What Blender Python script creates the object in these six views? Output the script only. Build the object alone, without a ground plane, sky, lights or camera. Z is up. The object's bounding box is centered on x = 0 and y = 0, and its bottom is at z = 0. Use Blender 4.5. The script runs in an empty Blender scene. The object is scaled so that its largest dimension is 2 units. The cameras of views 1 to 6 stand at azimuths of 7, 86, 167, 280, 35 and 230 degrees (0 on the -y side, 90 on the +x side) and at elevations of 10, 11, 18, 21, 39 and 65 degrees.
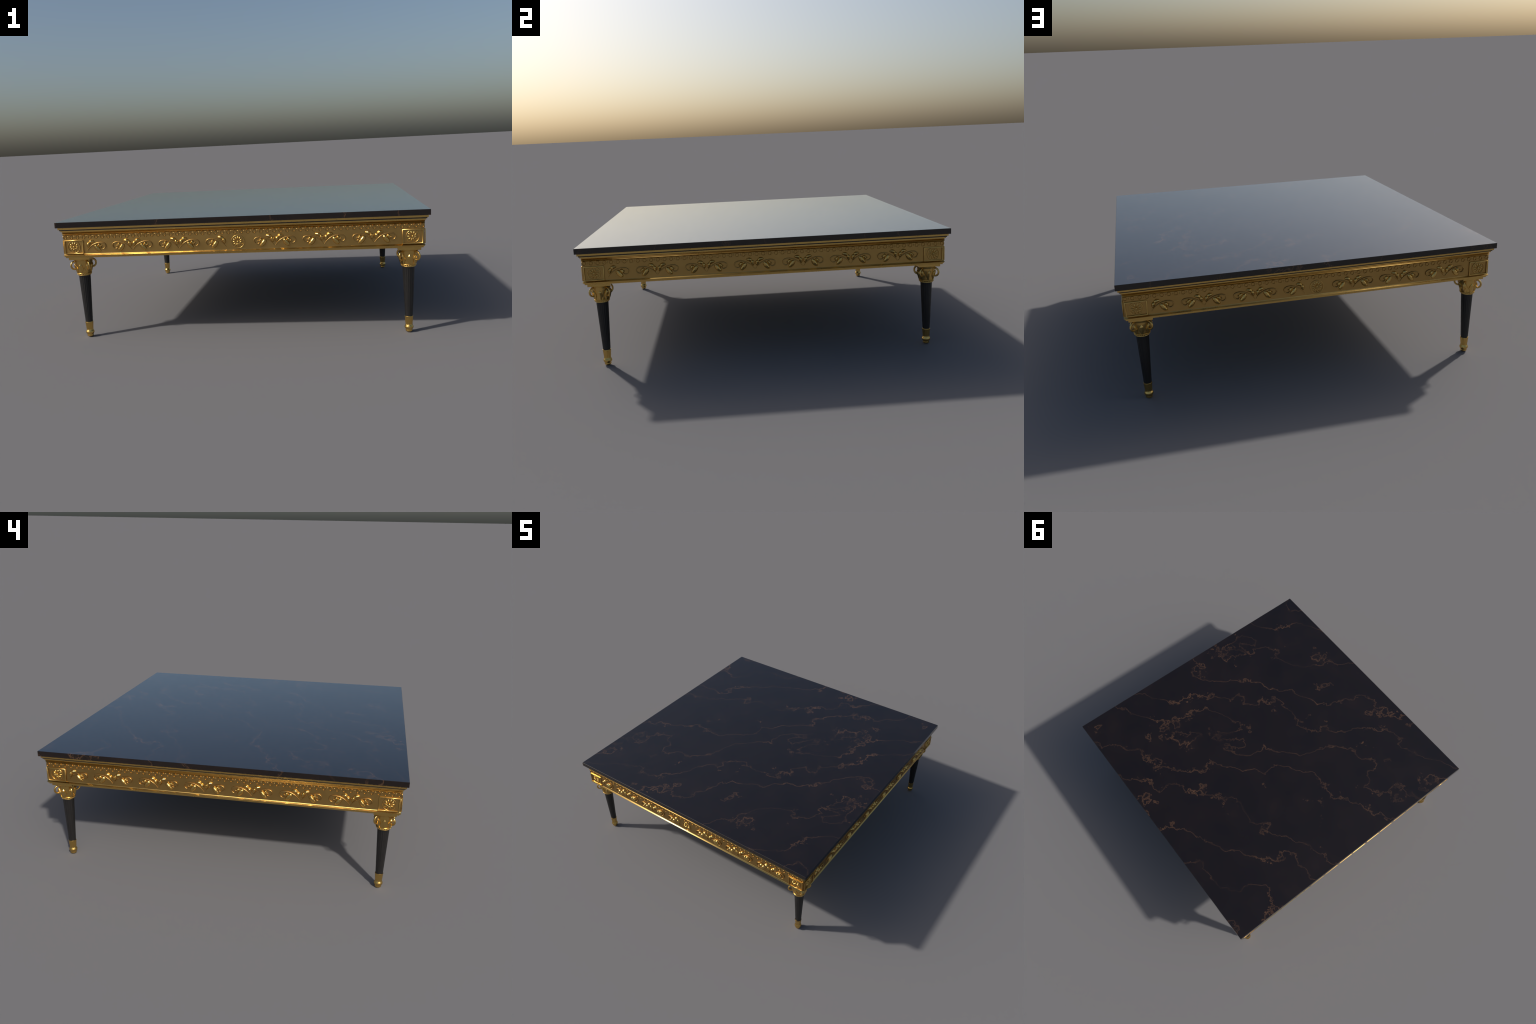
"""Low square coffee table: veined black marble top, gilt carved apron, four
tapered ebonised legs with gilt leaf capitals, ring handles and ferrules."""
import bpy, bmesh, math
from math import sin, cos, pi, hypot
from mathutils import Matrix, Vector

# ------------------------------------------------------------------ dimensions
TOP_Z, SLAB_BOTTOM, HALF = 0.6713, 0.6410, 1.0
WALL = 0.9705                 # plane of the frieze
LEG = 0.8972                  # leg axis, in x and y
MOTIF_PITCH, MOTIF_FIRST = 0.2595, -0.8420
RING_COUNT, RING_PITCH, RING_Z = 56, 0.03490, 0.5852

# ------------------------------------------------------------------ materials
def new_mat(name):
    m = bpy.data.materials.new(name)
    m.use_nodes = True
    nt = m.node_tree
    bsdf = next(n for n in nt.nodes if n.type == 'BSDF_PRINCIPLED')
    return m, nt, bsdf

def node(nt, kind, **props):
    n = nt.nodes.new(kind)
    for k, v in props.items():
        setattr(n, k, v)
    return n

def mathn(nt, op, a, b=None, c=None, clamp=False):
    n = node(nt, 'ShaderNodeMath', operation=op, use_clamp=clamp)
    for i, x in enumerate((a, b, c)):
        if x is None:
            continue
        if isinstance(x, (int, float)):
            n.inputs[i].default_value = x
        else:
            nt.links.new(x, n.inputs[i])
    return n.outputs[0]

def noise(nt, vec, scale, detail=2.0, rough=0.5, dist=0.0):
    n = node(nt, 'ShaderNodeTexNoise')
    n.inputs['Scale'].default_value = scale
    n.inputs['Detail'].default_value = detail
    n.inputs['Roughness'].default_value = rough
    n.inputs['Distortion'].default_value = dist
    if vec is not None:
        nt.links.new(vec, n.inputs['Vector'])
    return n.outputs[0]

def ramp(nt, fac, stops):
    r = node(nt, 'ShaderNodeValToRGB')
    while len(r.color_ramp.elements) < len(stops):
        r.color_ramp.elements.new(0.5)
    for e, (p, c) in zip(r.color_ramp.elements, stops):
        e.position = p
        e.color = (*c, 1)
    nt.links.new(fac, r.inputs[0])
    return r.outputs[0]

def gold_material(name, dark, light, rough):
    m, nt, b = new_mat(name)
    tc = node(nt, 'ShaderNodeTexCoord')
    n1 = noise(nt, tc.outputs['Object'], 14.0, 4.0, 0.6)
    col = ramp(nt, n1, [(0.30, dark), (0.70, light)])
    nt.links.new(col, b.inputs['Base Color'])
    b.inputs['Metallic'].default_value = 1.0
    r = mathn(nt, 'MULTIPLY_ADD', n1, 0.10, rough - 0.05)
    nt.links.new(r, b.inputs['Roughness'])
    n2 = noise(nt, tc.outputs['Object'], 420.0, 2.0, 0.5)
    bump = node(nt, 'ShaderNodeBump')
    bump.inputs['Strength'].default_value = 0.07
    bump.inputs['Distance'].default_value = 0.0006
    nt.links.new(n2, bump.inputs['Height'])
    nt.links.new(bump.outputs[0], b.inputs['Normal'])
    return m

def ebony_material():
    m, nt, b = new_mat('ebonised_lacquer')
    tc = node(nt, 'ShaderNodeTexCoord')
    mp = node(nt, 'ShaderNodeMapping')
    mp.inputs['Scale'].default_value = (60, 60, 4)
    nt.links.new(tc.outputs['Object'], mp.inputs[0])
    n1 = noise(nt, mp.outputs[0], 1.0, 3.0, 0.6)
    col = ramp(nt, n1, [(0.3, (0.0085, 0.0078, 0.0075)), (0.7, (0.0125, 0.0115, 0.011))])
    nt.links.new(col, b.inputs['Base Color'])
    b.inputs['Roughness'].default_value = 0.42
    return m

def vein_field():
    """Group: position -> scalar field whose whole-number levels are the veins."""
    g = bpy.data.node_groups.new('vein_field', 'ShaderNodeTree')
    g.interface.new_socket('Vector', in_out='INPUT', socket_type='NodeSocketVector')
    g.interface.new_socket('Value', in_out='OUTPUT', socket_type='NodeSocketFloat')
    gi, go = g.nodes.new('NodeGroupInput'), g.nodes.new('NodeGroupOutput')
    mp = node(g, 'ShaderNodeMapping', vector_type='POINT')
    mp.inputs['Rotation'].default_value = (0, 0, -math.radians(36))
    g.links.new(gi.outputs[0], mp.inputs[0])
    sep = node(g, 'ShaderNodeSeparateXYZ')
    g.links.new(mp.outputs[0], sep.inputs[0])
    st = node(g, 'ShaderNodeMapping')            # stretch along the veins
    st.inputs['Scale'].default_value = (0.72, 1.0, 0.6)
    st.inputs['Location'].default_value = (5.1, 2.9, 0.4)
    g.links.new(mp.outputs[0], st.inputs[0])
    low = noise(g, st.outputs[0], 2.4, 2.0, 0.50)
    high = noise(g, mp.outputs[0], 13.0, 8.0, 0.66)
    where = noise(g, st.outputs[0], 4.3, 1.0, 0.5)   # knotted here, smooth there
    amp = mathn(g, 'MULTIPLY_ADD', where, 7.0, -2.55)
    amp = mathn(g, 'MAXIMUM', amp, 0.70)
    hi = mathn(g, 'MULTIPLY', mathn(g, 'SUBTRACT', high, 0.5), amp)
    lo = mathn(g, 'MULTIPLY', mathn(g, 'SUBTRACT', low, 0.5), 3.5)
    f = mathn(g, 'MULTIPLY_ADD', sep.outputs[1], 1 / 0.275, lo)
    f = mathn(g, 'ADD', f, hi)
    g.links.new(f, go.inputs[0])
    return g

def marble_material():
    m, nt, b = new_mat('veined_black_marble')
    tc = node(nt, 'ShaderNodeTexCoord')
    p = tc.outputs['Object']
    g = vein_field()
    def field(off):
        v = node(nt, 'ShaderNodeVectorMath', operation='ADD')
        nt.links.new(p, v.inputs[0])
        v.inputs[1].default_value = off
        n = node(nt, 'ShaderNodeGroup')
        n.node_tree = g
        nt.links.new(v.outputs[0], n.inputs[0])
        return n.outputs[0]
    e = 0.0012
    f0, fx, fy, fz = field((0, 0, 0)), field((e, 0, 0)), field((0, e, 0)), field((0, 0, e))
    sq = None
    for fi in (fx, fy, fz):
        d = mathn(nt, 'DIVIDE', mathn(nt, 'SUBTRACT', fi, f0), e)
        d = mathn(nt, 'MULTIPLY', d, d)
        sq = d if sq is None else mathn(nt, 'ADD', sq, d)
    grad = mathn(nt, 'MAXIMUM', mathn(nt, 'SQRT', sq), 2.0)
    near = mathn(nt, 'ABSOLUTE', mathn(nt, 'SUBTRACT', mathn(nt, 'FRACT', mathn(nt, 'ADD', f0, 40.5)), 0.5))
    dist = mathn(nt, 'DIVIDE', near, grad)
    core = mathn(nt, 'SUBTRACT', 1.0, mathn(nt, 'DIVIDE', dist, 0.0017), clamp=True)
    core = mathn(nt, 'POWER', core, 0.8)
    fade = noise(nt, p, 5.0, 3.0, 0.6)
    fade = mathn(nt, 'MULTIPLY_ADD', fade, 2.6, -0.55, clamp=True)
    knot = mathn(nt, 'MULTIPLY_ADD', grad, 0.014, 0.11, clamp=True)   # tight knots hold more colour
    vein = mathn(nt, 'MULTIPLY', mathn(nt, 'MULTIPLY', core, fade), knot)
    cloud = noise(nt, p, 5.5, 5.0, 0.62)
    base = ramp(nt, cloud, [(0.32, (0.0056, 0.0030, 0.0020)), (0.55, (0.0080, 0.0042, 0.0027)),
                            (0.75, (0.0120, 0.0062, 0.0040))])
    mix = node(nt, 'ShaderNodeMix', data_type='RGBA')
    nt.links.new(vein, mix.inputs[0])
    nt.links.new(base, mix.inputs[6])
    mix.inputs[7].default_value = (0.165, 0.083, 0.040, 1)
    nt.links.new(mix.outputs[2], b.inputs['Base Color'])
    b.inputs['Roughness'].default_value = 0.20
    b.inputs['IOR'].default_value = 1.40
    b.inputs['Coat Weight'].default_value = 0.72         # polished wax finish
    b.inputs['Coat Roughness'].default_value = 0.03
    return m

GOLD = gold_material('gilt_bronze', (0.65, 0.425, 0.130), (0.71, 0.468, 0.146), 0.285)
FRIEZE = gold_material('gilt_ground', (0.46, 0.288, 0.094), (0.50, 0.314, 0.104), 0.36)
EBONY, MARBLE = ebony_material(), marble_material()

# ------------------------------------------------------------------ mesh helpers
class Build:
    """Collects vertices and faces of one mesh."""
    def __init__(self):
        self.v, self.f = [], []

    def grid(self, rows, close_u=False, close_v=False):
        """rows: list of equal-length point lists; joins them with quads."""
        o, n, m = len(self.v), len(rows), len(rows[0])
        for r in rows:
            self.v.extend(r)
        for i in range(n if close_u else n - 1):
            for j in range(m if close_v else m - 1):
                a, b = i % n, (i + 1) % n
                c, d = j % m, (j + 1) % m
                self.f.append((o + a * m + c, o + a * m + d, o + b * m + d, o + b * m + c))
        return o, n, m

    def cap(self, start, count, flip=False):
        ids = list(range(start, start + count))
        self.f.append(tuple(reversed(ids)) if flip else tuple(ids))

    def lathe(self, profile, segs, shape=None, at=(0, 0, 0)):
        """profile: (radius, z) list; shape(angle, r, z) may alter the radius."""
        rows = []
        for r, z in profile:
            row = []
            for k in range(segs):
                a = 2 * pi * k / segs
                rr = shape(a, r, z) if shape else r
                row.append((at[0] + rr * cos(a), at[1] + rr * sin(a), at[2] + z))
            rows.append(row)
        o, n, m = self.grid(rows, close_v=True)
        self.cap(o, m, True)
        self.cap(o + (n - 1) * m, m)

    def tube(self, path, radius, segs=10, closed=False):
        """Round tube along 3D points; radius is a number or a list."""
        pts = [Vector(p) for p in path]
        n = len(pts)
        rows, up = [], None
        for i, p in enumerate(pts):
            a = pts[i - 1] if (i or closed) else p
            b = pts[(i + 1) % n] if (i < n - 1 or closed) else p
            t = (b - a).normalized()
            if up is None:
                up = t.orthogonal().normalized()
            up = (up - t * up.dot(t)).normalized()
            s = t.cross(up)
            r = radius[i] if isinstance(radius, (list, tuple)) else radius
            rows.append([tuple(p + r * (cos(2 * pi * k / segs) * up + sin(2 * pi * k / segs) * s))
                         for k in range(segs)])
        o, n, m = self.grid(rows, close_u=closed, close_v=True)
        if not closed:
            self.cap(o, m, True)
            self.cap(o + (n - 1) * m, m)

    def ball(self, c, rx, ry, rz, segs=10, rings=6):
        rows = []
        for i in range(rings + 1):
            t = -pi / 2 + pi * i / rings
            q = max(cos(t), 1e-3)
            rows.append([(c[0] + rx * q * cos(2 * pi * k / segs), c[1] + ry * q * sin(2 * pi * k / segs),
                          c[2] + rz * sin(t)) for k in range(segs)])
        self.grid(rows, close_v=True)

    def box(self, lo, hi):
        x0, y0, z0 = lo
        x1, y1, z1 = hi
        self.grid([[(x0, y0, z0), (x1, y0, z0), (x1, y1, z0), (x0, y1, z0)],
                   [(x0, y0, z1), (x1, y0, z1), (x1, y1, z1), (x0, y1, z1)]], close_v=True)
        o = len(self.v) - 8
        self.cap(o, 4, True)
        self.cap(o + 4, 4)

    def mesh(self, name, mat, angle=40):
        me = bpy.data.meshes.new(name)
        me.from_pydata(self.v, [], self.f)
        bm = bmesh.new()
        bm.from_mesh(me)
        bmesh.ops.recalc_face_normals(bm, faces=bm.faces)
        bm.to_mesh(me)
        bm.free()
        me.shade_smooth()
        me.set_sharp_from_angle(angle=math.radians(angle))
        me.materials.append(mat)
        return me

def place(name, data, parent, matrix=None):
    o = bpy.data.objects.new(name, data)
    bpy.context.scene.collection.objects.link(o)
    if parent is not None:
        o.parent = parent
    if matrix is not None:
        o.matrix_basis = matrix
    return o

def square_sweep(profile):
    """Mitred moulding: (half-width, z) profile carried round the square."""
    b = Build()
    rows = [[(n, -n, z), (n, n, z), (-n, n, z), (-n, -n, z)] for n, z in profile]
    b.grid(rows, close_u=True, close_v=True)
    return b

def arc(cn, cz, r, a0, a1, steps):
    return [(cn + r * cos(math.radians(a0 + (a1 - a0) * i / steps)),
             cz + r * sin(math.radians(a0 + (a1 - a0) * i / steps))) for i in range(steps + 1)]

def spline(points, per=6):
    """Catmull-Rom through 2D/3D points."""
    P = [Vector(p) for p in points]
    P = [2 * P[0] - P[1]] + P + [2 * P[-1] - P[-2]]
    out = []
    for i in range(1, len(P) - 2):
        a, b, c, d = P[i - 1:i + 3]
        for k in range(per):
            t = k / per
            out.append(0.5 * ((2 * b) + (c - a) * t + (2 * a - 5 * b + 4 * c - d) * t * t
                              + (3 * b - a - 3 * c + d) * t ** 3))
    out.append(P[-2])
    return out

def lerp_table(table, t):
    for (t0, v0), (t1, v1) in zip(table, table[1:]):
        if t <= t1:
            k = (t - t0) / (t1 - t0)
            k = k * k * (3 - 2 * k)
            return v0 + (v1 - v0) * k
    return table[-1][1]

# ------------------------------------------------------------------ table, top
table = place('coffee_table', None, None)
table['label'] = 'low square table, black veined marble top, gilt carved apron, black tapered legs'
table['category'] = 'coffee table'

c = 0.0012
zc = TOP_Z
b = Build()
slab = [(HALF - c, SLAB_BOTTOM), (HALF, SLAB_BOTTOM + c), (HALF, zc - c), (HALF - c, zc)]
o, n, m = b.grid([[(s, -s, z), (s, s, z), (-s, s, z), (-s, -s, z)] for s, z in slab], close_v=True)
b.cap(o, 4, True)
b.cap(o + 12, 4)
place('marble_top', b.mesh('marble_top', MARBLE, 20), table)

# ------------------------------------------------------------------ apron mouldings
outer = [(0.9895, 0.6408), (0.9900, 0.6402), (0.9900, 0.6298), (0.9895, 0.6293),
         (0.9825, 0.6293), (0.9825, 0.6223), (0.9790, 0.6223), (0.9790, 0.6160), (0.9784, 0.6154),
         (0.9725, 0.6150), (0.9723, 0.6126), (0.9748, 0.6092), (0.9753, 0.6084), (0.9724, 0.6054), (0.9722, 0.6034),
         (0.9738, 0.6012), (0.9742, 0.6004), (0.9712, 0.5972), (WALL, 0.5962), (WALL, 0.4928),
         (0.9724, 0.4902), (0.9729, 0.4892), (0.9727, 0.4882), (0.9752, 0.4847), (0.9758, 0.4837),
         (0.9754, 0.4829), (0.9724, 0.4820), (0.9719, 0.4772), (0.9684, 0.4764), (0.9670, 0.4752), (0.9668, 0.4700),
         (0.9662, 0.4694)]
inner = [(0.9300, 0.4694), (0.9300, 0.6408)]
apron_mesh = square_sweep(outer + inner).mesh('apron', GOLD, 15)
apron_mesh.materials.append(FRIEZE)
for f in apron_mesh.polygons:                # the flat ground behind the carving
    flat = all(abs(max(abs(apron_mesh.vertices[i].co.x), abs(apron_mesh.vertices[i].co.y)) - WALL) < 1e-5 for i in f.vertices)
    if flat:
        f.material_index = 1
def fillet(z):
    return 0.5965 < z < 0.6126 or 0.4835 < z < 0.4905
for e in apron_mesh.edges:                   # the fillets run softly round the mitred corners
    a, b = (apron_mesh.vertices[i].co for i in e.vertices)
    if (a - b).length < 0.02 and fillet(a.z) and fillet(b.z):
        e.use_edge_sharp = False
apron = place('apron', apron_mesh, table)

band = [(0.9840, 0.6268), (0.9840, 0.6230), (0.9815, 0.6226), (0.9815, 0.6288), (0.9836, 0.6286)]
place('ebony_fillet', square_sweep(band).mesh('ebony_fillet', EBONY, 35), apron)

# ------------------------------------------------------------------ apron ornament
# Ornament meshes lie in (along, -height, z); side k is the front turned k quarter turns.
def side(k, u, z):
    return Matrix.Rotation(k * pi / 2, 4, 'Z') @ Matrix.Translation((u, -WALL, z))

def flip(points, s):
    return [(s * p[0],) + tuple(p[1:]) for p in points]

def scroll_stem(s):
    """Curling stem springing from the foot of the spray; s = +1 right, -1 left."""
    pts = [(0.0026, 0.5068), (0.0124, 0.5205), (0.0253, 0.5325), (0.0404, 0.5422), (0.0564, 0.5488),
           (0.0745, 0.5524), (0.0915, 0.5518), (0.1040, 0.5468), (0.1097, 0.5385), (0.1088, 0.5290),
           (0.1036, 0.5215), (0.0956, 0.5176), (0.0872, 0.5184), (0.0815, 0.5236), (0.0820, 0.5302),
           (0.0868, 0.5334)]
    path = spline([(u, 0, z) for u, z in pts], 5)
    n = len(path)
    b = Build()
    rad, line = [], []
    for i, p in enumerate(path):
        t = i / (n - 1)
        rad.append(lerp_table([(0, 0.0013), (0.2, 0.0023), (0.75, 0.0023), (1, 0.0014)], t))
        h = lerp_table([(0, 0.0018), (0.15, 0.0034), (0.8, 0.0042), (1, 0.0062)], t)
        line.append((s * p.x, -h, p.z))
    b.tube(line, rad, 10)
    x, y, z = line[-1]
    b.ball((x, y, z), 0.0034, 0.0034, 0.0034)
    return b.mesh('scroll_stem', FRIEZE, 60)  # darker gold: dark reflection lines of the shaded sides put into stem colour

def lobe(b, spine, widths, heights, s, peak=0.0):
    """One plump carved lobe: domed section carried along a spine, ends tucked into the wall."""
    line = spline([(u, 0, z) for u, z in spine], 5)
    n, m = len(line), 17
    rows = []
    for i, p in enumerate(line):
        t = i / (n - 1)
        a, d = line[max(i - 1, 0)], line[min(i + 1, n - 1)]
        tx, tz = d.x - a.x, d.z - a.z
        L = hypot(tx, tz) or 1
        nx, nz = -tz / L, tx / L
        w, h = 1.14 * lerp_table(widths, t), 1.10 * lerp_table(heights, t)
        row = []
        for j in range(m):
            q = -cos(pi * j / (m - 1))
            k = (q - peak) / (1 + peak if q < peak else 1 - peak)
            dome = 0.74 * max(0.0, 1 - abs(k) ** 2.0) ** 0.5 + 0.26 * (1 - abs(k))
            rib = 1 - 0.07 * math.exp(-((k + 0.30) / 0.13) ** 2)
            row.append((s * (p.x + nx * w * q), -(h * dome * rib) + 0.0008 * (1 - dome), p.z + nz * w * q))
        rows.append(row)
    def tucked(row):
        cx = sum(p[0] for p in row) / m
        cz = sum(p[2] for p in row) / m
        return [(cx + 0.6 * (x - cx), 0.0015, cz + 0.6 * (z - cz)) for x, y, z in row]
    b.grid([tucked(rows[0])] + rows + [tucked(rows[-1])])

def spray_leaves(s):
    """Upper leaf of two swelling lobes, a broad lower leaf and a small one inside the curl."""
    upper, lower, small = Build(), Build(), Build()
    lobe(upper, [(0.0104, 0.5222), (0.0108, 0.5345), (0.0138, 0.5450), (0.0198, 0.5530)],
         [(0, 0.0016), (0.30, 0.0078), (0.62, 0.0096), (0.88, 0.0066), (1, 0.0030)],
         [(0, 0.0016), (0.30, 0.0078), (0.66, 0.0106), (0.90, 0.0080), (1, 0.0030)], s, 0.1)
    lobe(upper, [(0.0170, 0.5485), (0.0242, 0.5552), (0.0335, 0.5592), (0.0476, 0.5588)],
         [(0, 0.0040), (0.25, 0.0086), (0.55, 0.0092), (0.85, 0.0064), (1, 0.0020)],
         [(0, 0.0040), (0.25, 0.0086), (0.55, 0.0112), (0.85, 0.0066), (1, 0.0014)], s, 0.1)
    lobe(lower, [(0.0495, 0.5408), (0.0540, 0.5312), (0.0612, 0.5210), (0.0700, 0.5115), (0.0806, 0.5042)],
         [(0, 0.0056), (0.15, 0.0098), (0.50, 0.0116), (0.80, 0.0094), (1, 0.0028)],
         [(0, 0.0046), (0.16, 0.0098), (0.50, 0.0112), (0.80, 0.0084), (1, 0.0014)], s, 0.22)
    lobe(small, [(0.0695, 0.5462), (0.0730, 0.5385), (0.0788, 0.5300), (0.0840, 0.5222)],
         [(0, 0.0040), (0.25, 0.0086), (0.65, 0.0078), (1, 0.0026)],
         [(0, 0.0034), (0.25, 0.0096), (0.65, 0.0080), (1, 0.0014)], s, 0.2)
    return [b.mesh('carved_leaf', GOLD, 60) for b in (upper, lower, small)]

def rosette(petals, ring_r):
    b = Build()
    k = ring_r / 0.0335
    b.tube([(ring_r * cos(2 * pi * i / 48), -0.0022, ring_r * sin(2 * pi * i / 48)) for i in range(48)],
           0.0016, 8, closed=True)
    for i in range(petals):
        a = 2 * pi * i / petals
        ca, sa = cos(a), sin(a)
        rows = []
        for t in [j / 8 for j in range(9)]:
            r = k * (0.0082 + 0.0195 * t)
            w = lerp_table([(0, 0.0014), (0.6, 0.0037), (0.88, 0.0036), (1, 0.0012)], t)
            h = 0.0010 + 0.0052 * sin(pi * (0.08 + 0.90 * t)) ** 0.9
            row = []
            for j in range(9):
                q = pi * j / 8
                x, y = w * cos(q), h * sin(q) - 0.0006
                row.append((r * ca - x * sa, -y, r * sa + x * ca))
            rows.append(row)
        b.grid(rows)
    b.ball((0, -0.0026, 0), 0.0058, 0.0056, 0.0058, 14, 8)
    return b.mesh('rosette', GOLD, 60)

def corner_frame():
    """Raised rectangular fillet round the corner panel."""
    w, h = 0.0535, 0.0388
    b = Build()
    # section: along the frame's inward direction, and height above the wall
    def loop(inset, height):
        return [(-w + inset, -height, -h + inset), (w - inset, -height, -h + inset),
                (w - inset, -height, h - inset), (-w + inset, -height, h - inset)]
    sec = [(0.0026 + 0.0026 * cos(2 * pi * i / 10), 0.0047 + 0.0026 * sin(2 * pi * i / 10)) for i in range(10)]
    b.grid([loop(i, hh) for i, hh in sec], close_u=True, close_v=True)
    # short ledges tie the top and bottom rails to the frieze
    for zz in (h - 0.0040, -h + 0.0008):
        b.box((-w + 0.004, -0.0035, zz), (w - 0.004, 0.001, zz + 0.0032))
    return b.mesh('corner_frame', GOLD, 50)

def ring_and_dart_border():
    b = Build()
    x0 = -RING_PITCH * (RING_COUNT - 1) / 2
    for i in range(RING_COUNT):
        x = x0 + RING_PITCH * i
        r = 0.0088
        b.tube([(x + r * cos(2 * pi * j / 20), -0.0013, r * sin(2 * pi * j / 20)) for j in range(20)],
               0.0018, 6, closed=True)
        if i < RING_COUNT - 1:
            xd = x + RING_PITCH / 2
            rows = []
            for t in [j / 6 for j in range(7)]:
                z = 0.0078 - 0.0135 * t
                w = lerp_table([(0, 0.0022), (0.3, 0.0020), (1, 0.0007)], t)
                h = lerp_table([(0, 0.0004), (0.2, 0.0026), (1, 0.0005)], t)
                rows.append([(xd + w * cos(pi * j / 6), -(h * sin(pi * j / 6) - 0.0003), z) for j in range(7)])
            b.grid(rows)
    return b.mesh('ring_and_dart_border', FRIEZE, 60)

STEM = {s: scroll_stem(s) for s in (1, -1)}
LEAF = {s: spray_leaves(s) for s in (1, -1)}
ROSE10, ROSE12 = rosette(10, 0.0335), rosette(12, 0.0348)
FRAME, BORDER = corner_frame(), ring_and_dart_border()

for k in range(4):
    o = place('ring_and_dart_border', BORDER, apron, side(k, 0, RING_Z))
    o['kind'] = 'stuff'
    for u in (-0.9118, 0.9118):
        place('corner_frame', FRAME, apron, side(k, u, 0.5303))
        place('rosette', ROSE10, apron, side(k, u - 0.0002, 0.5308))
    centred = k % 2 == 0
    if centred:
        place('rosette', ROSE12, apron, side(k, -0.001, 0.5325))
    for i in range(7):
        u = MOTIF_FIRST + MOTIF_PITCH * i
        for s in (-1, 1):
            if (i == 0 and s < 0) or (centred and i == 3 and s > 0):
                continue
            M = side(k, u, 0)
            place('scroll_stem', STEM[s], apron, M)
            for me in LEAF[s]:
                place('carved_leaf', me, apron, M)

# ------------------------------------------------------------------ legs
BELL = [(0.0372, 0.3720), (0.0390, 0.3780), (0.0400, 0.3880), (0.0420, 0.3990), (0.0448, 0.4120),
        (0.0488, 0.4250), (0.0504, 0.4380), (0.0508, 0.4490)]

def bell_r(z):
    for (r0, z0), (r1, z1) in zip(BELL, BELL[1:]):
        if z <= z1:
            return r0 + (r1 - r0) * max(0, (z - z0) / (z1 - z0))
    return BELL[-1][0]

def shaft():
    z0, z1, r0, r1 = 0.080, 0.3625, 0.0199, 0.0324
    flutes = 18
    def shape(a, r, z):
        run = min(1.0, max(0.0, min((z - 0.094) / 0.006, (0.357 - z) / 0.006)))
        q = abs(sin(flutes * a / 2))
        return r - run * r * 0.042 * q ** 1.2
    zs = [z0, 0.092, 0.094, 0.097, 0.1] + [0.1 + 0.25 * i / 10 for i in range(1, 11)] + [0.354, 0.357, 0.359, z1]
    b = Build()
    b.lathe([(r0 + (r1 - r0) * (z - z0) / (z1 - z0), z) for z in zs], flutes * 12, shape)
    return b.mesh('leg', EBONY, 50)

def capital_bell():
    b = Build()
    lip = arc(0.0512, 0.4525, 0.0026, -80, 80, 6)
    b.lathe(BELL + lip + [(0.0460, 0.4560)], 64)
    return b.mesh('capital_bell', GOLD, 50)

def capital_leaf():
    """Pointed water leaf, ridged, its tip nodding away from the bell."""
    width = [(0, 0.0056), (0.18, 0.0070), (0.40, 0.0134), (0.52, 0.0152), (0.78, 0.0105), (0.90, 0.0056), (1, 0.0004)]
    out = [(0, 0.0032), (0.3, 0.0076), (0.55, 0.0092), (0.74, 0.0098), (0.80, 0.0092), (1, 0.0014)]
    rows = []
    nt_, ns = 18, 15
    for i in range(nt_ + 1):
        t = i / nt_
        z = 0.3735 + 0.0575 * t
        w, e, R = lerp_table(width, t), lerp_table(out, t), bell_r(z)
        row = []
        for j in range(ns):
            q = -1 + 2 * j / (ns - 1)
            k = 1 - abs(q)
            r = R + e * (0.36 + 0.64 * k ** 0.95)
            if j in (0, ns - 1):
                r = R - 0.0012
            a = w * q / R
            row.append((r * cos(a), r * sin(a), z))
        rows.append(row)
    R = bell_r(0.4310)
    rows.append([((R - 0.001) * cos(0.004 * j), (R - 0.001) * sin(0.004 * (j - 7)), 0.4305) for j in range(ns)])
    b = Build()
    b.grid(rows)
    return b.mesh('capital_leaf', GOLD, 32)

def bead_collar():
    b = Build()
    prof = [(0.0375, 0.3770)] + arc(0.0398, 0.3737, 0.0022, 110, -70, 7) + [(0.0388, 0.3700), (0.0360, 0.3650)] \
        + arc(0.0345, 0.3624, 0.0022, 40, -80, 6) + [(0.0300, 0.3600)]
    b.lathe(list(reversed(prof)), 64)
    for i in range(26):
        a = 2 * pi * i / 26
        b.ball((0.0385 * cos(a), 0.0385 * sin(a), 0.3680), 0.0029, 0.0029, 0.0026, 8, 6)
    return b.mesh('bead_collar', GOLD, 50)

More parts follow.
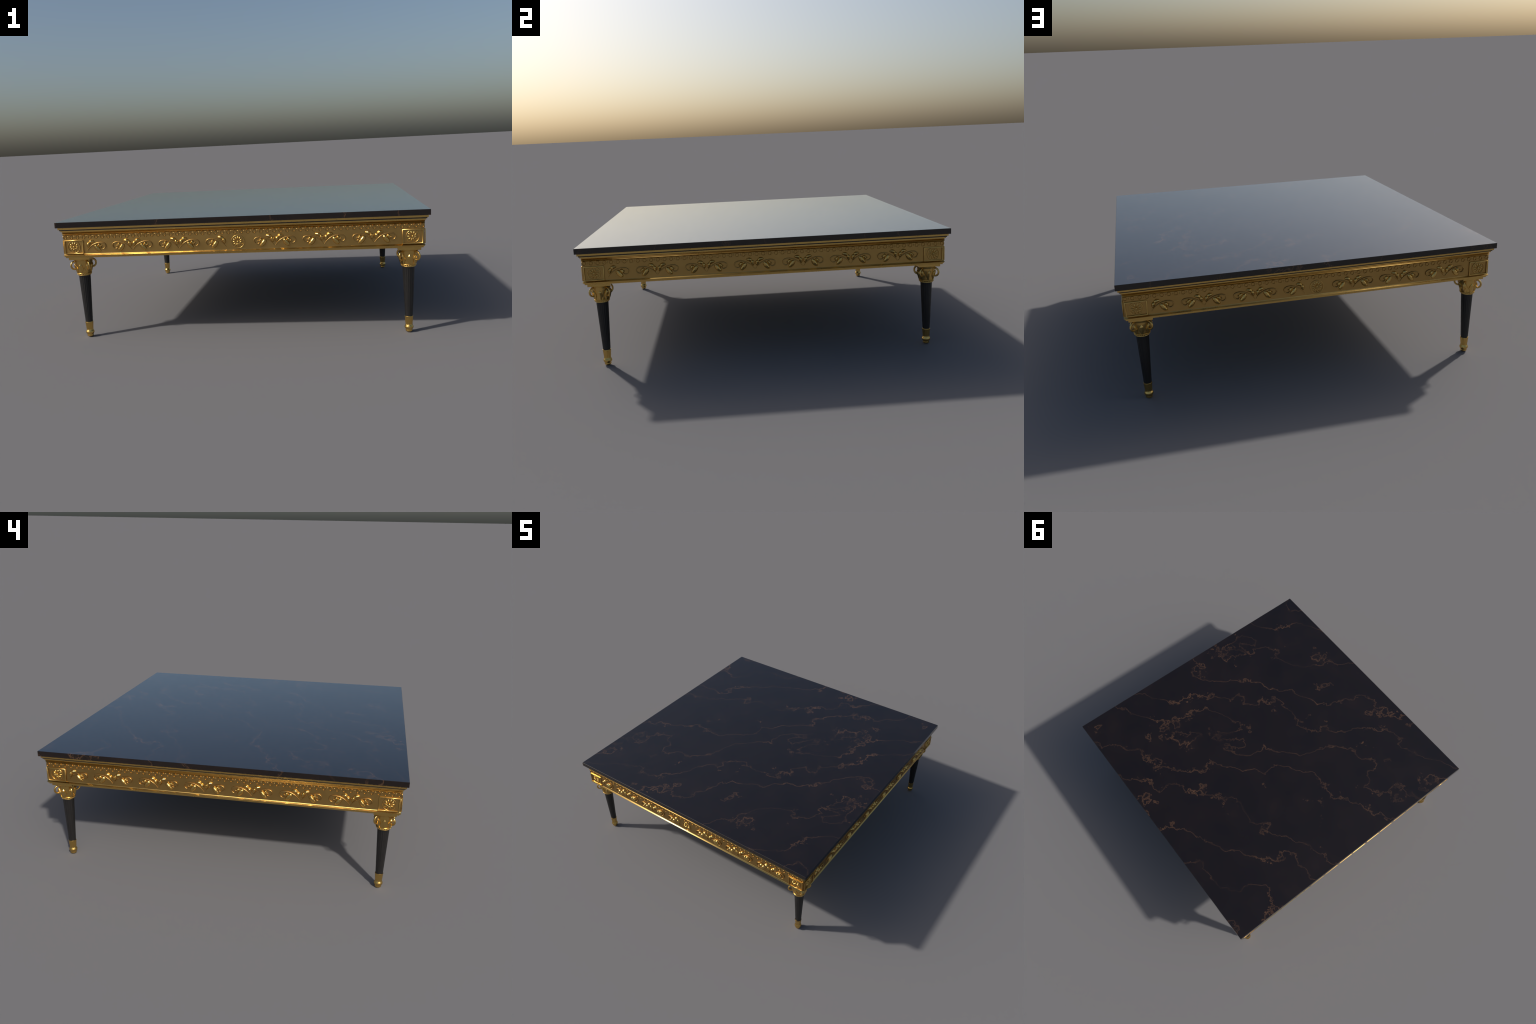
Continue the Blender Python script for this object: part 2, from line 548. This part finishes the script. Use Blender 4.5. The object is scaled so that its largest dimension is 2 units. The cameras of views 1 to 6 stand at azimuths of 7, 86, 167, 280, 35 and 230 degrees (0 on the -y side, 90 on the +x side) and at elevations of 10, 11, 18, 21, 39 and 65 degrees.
def ring_handle():
    b = Build()
    path = [(0.0531 + 0.0209 * cos(2 * pi * i / 36), 0, 0.4217 + 0.0219 * sin(2 * pi * i / 36)) for i in range(36)]
    b.tube(path, 0.0052, 12, closed=True)
    return b.mesh('ring_handle', GOLD, 60)

def ferrule():
    b = Build()
    reeds = 12
    def shape(a, r, z):
        run = min(1.0, max(0.0, min((z - 0.036) / 0.008, (0.083 - z) / 0.003)))
        return r - run * 0.0016 * (1 - abs(cos(reeds * a / 2))) ** 1.2
    prof = [(0.0105, 0.0), (0.0140, 0.0010), (0.0170, 0.0036), (0.0184, 0.0068), (0.0183, 0.0092), (0.0177, 0.0116),
            (0.0176, 0.0138), (0.0184, 0.0154), (0.0212, 0.0186), (0.0232, 0.0226), (0.0238, 0.0266), (0.0233, 0.0304),
            (0.0216, 0.0346), (0.0196, 0.0384), (0.0188, 0.0420), (0.0190, 0.0460), (0.0200, 0.0560), (0.0209, 0.0660),
            (0.0217, 0.0760), (0.0221, 0.0815), (0.0226, 0.0840), (0.0228, 0.0866), (0.0222, 0.0884), (0.0205, 0.0884)]
    b.lathe(prof, reeds * 10, shape)
    return b.mesh('foot_ferrule', GOLD, 50)

def abacus():
    b = Build()
    h, e = 0.0592, 0.0008
    rows = [[(s, -s, z), (s, s, z), (-s, s, z), (-s, -s, z)]
            for s, z in ((h - e, 0.4555), (h, 0.4555 + e), (h, 0.4700))]
    o, n, m = b.grid(rows, close_v=True)
    b.cap(o, 4, True)
    b.cap(o + 8, 4)
    return b.mesh('abacus', GOLD, 30)

SHAFT, ABACUS, BELLM, CLEAF = shaft(), abacus(), capital_bell(), capital_leaf()
COLLAR, HANDLE, FERRULE = bead_collar(), ring_handle(), ferrule()
for sx in (1, -1):
    for sy in (1, -1):
        leg = place('leg', SHAFT, table, Matrix.Translation((sx * LEG, sy * LEG, 0)))
        for name, me in (('abacus', ABACUS), ('capital_bell', BELLM), ('bead_collar', COLLAR), ('foot_ferrule', FERRULE)):
            place(name, me, leg)
        for i in range(4):
            place('ring_handle', HANDLE, leg, Matrix.Rotation(pi / 4 + i * pi / 2, 4, 'Z'))
        for i in range(8):
            place('capital_leaf', CLEAF, leg, Matrix.Rotation(i * pi / 4, 4, 'Z'))
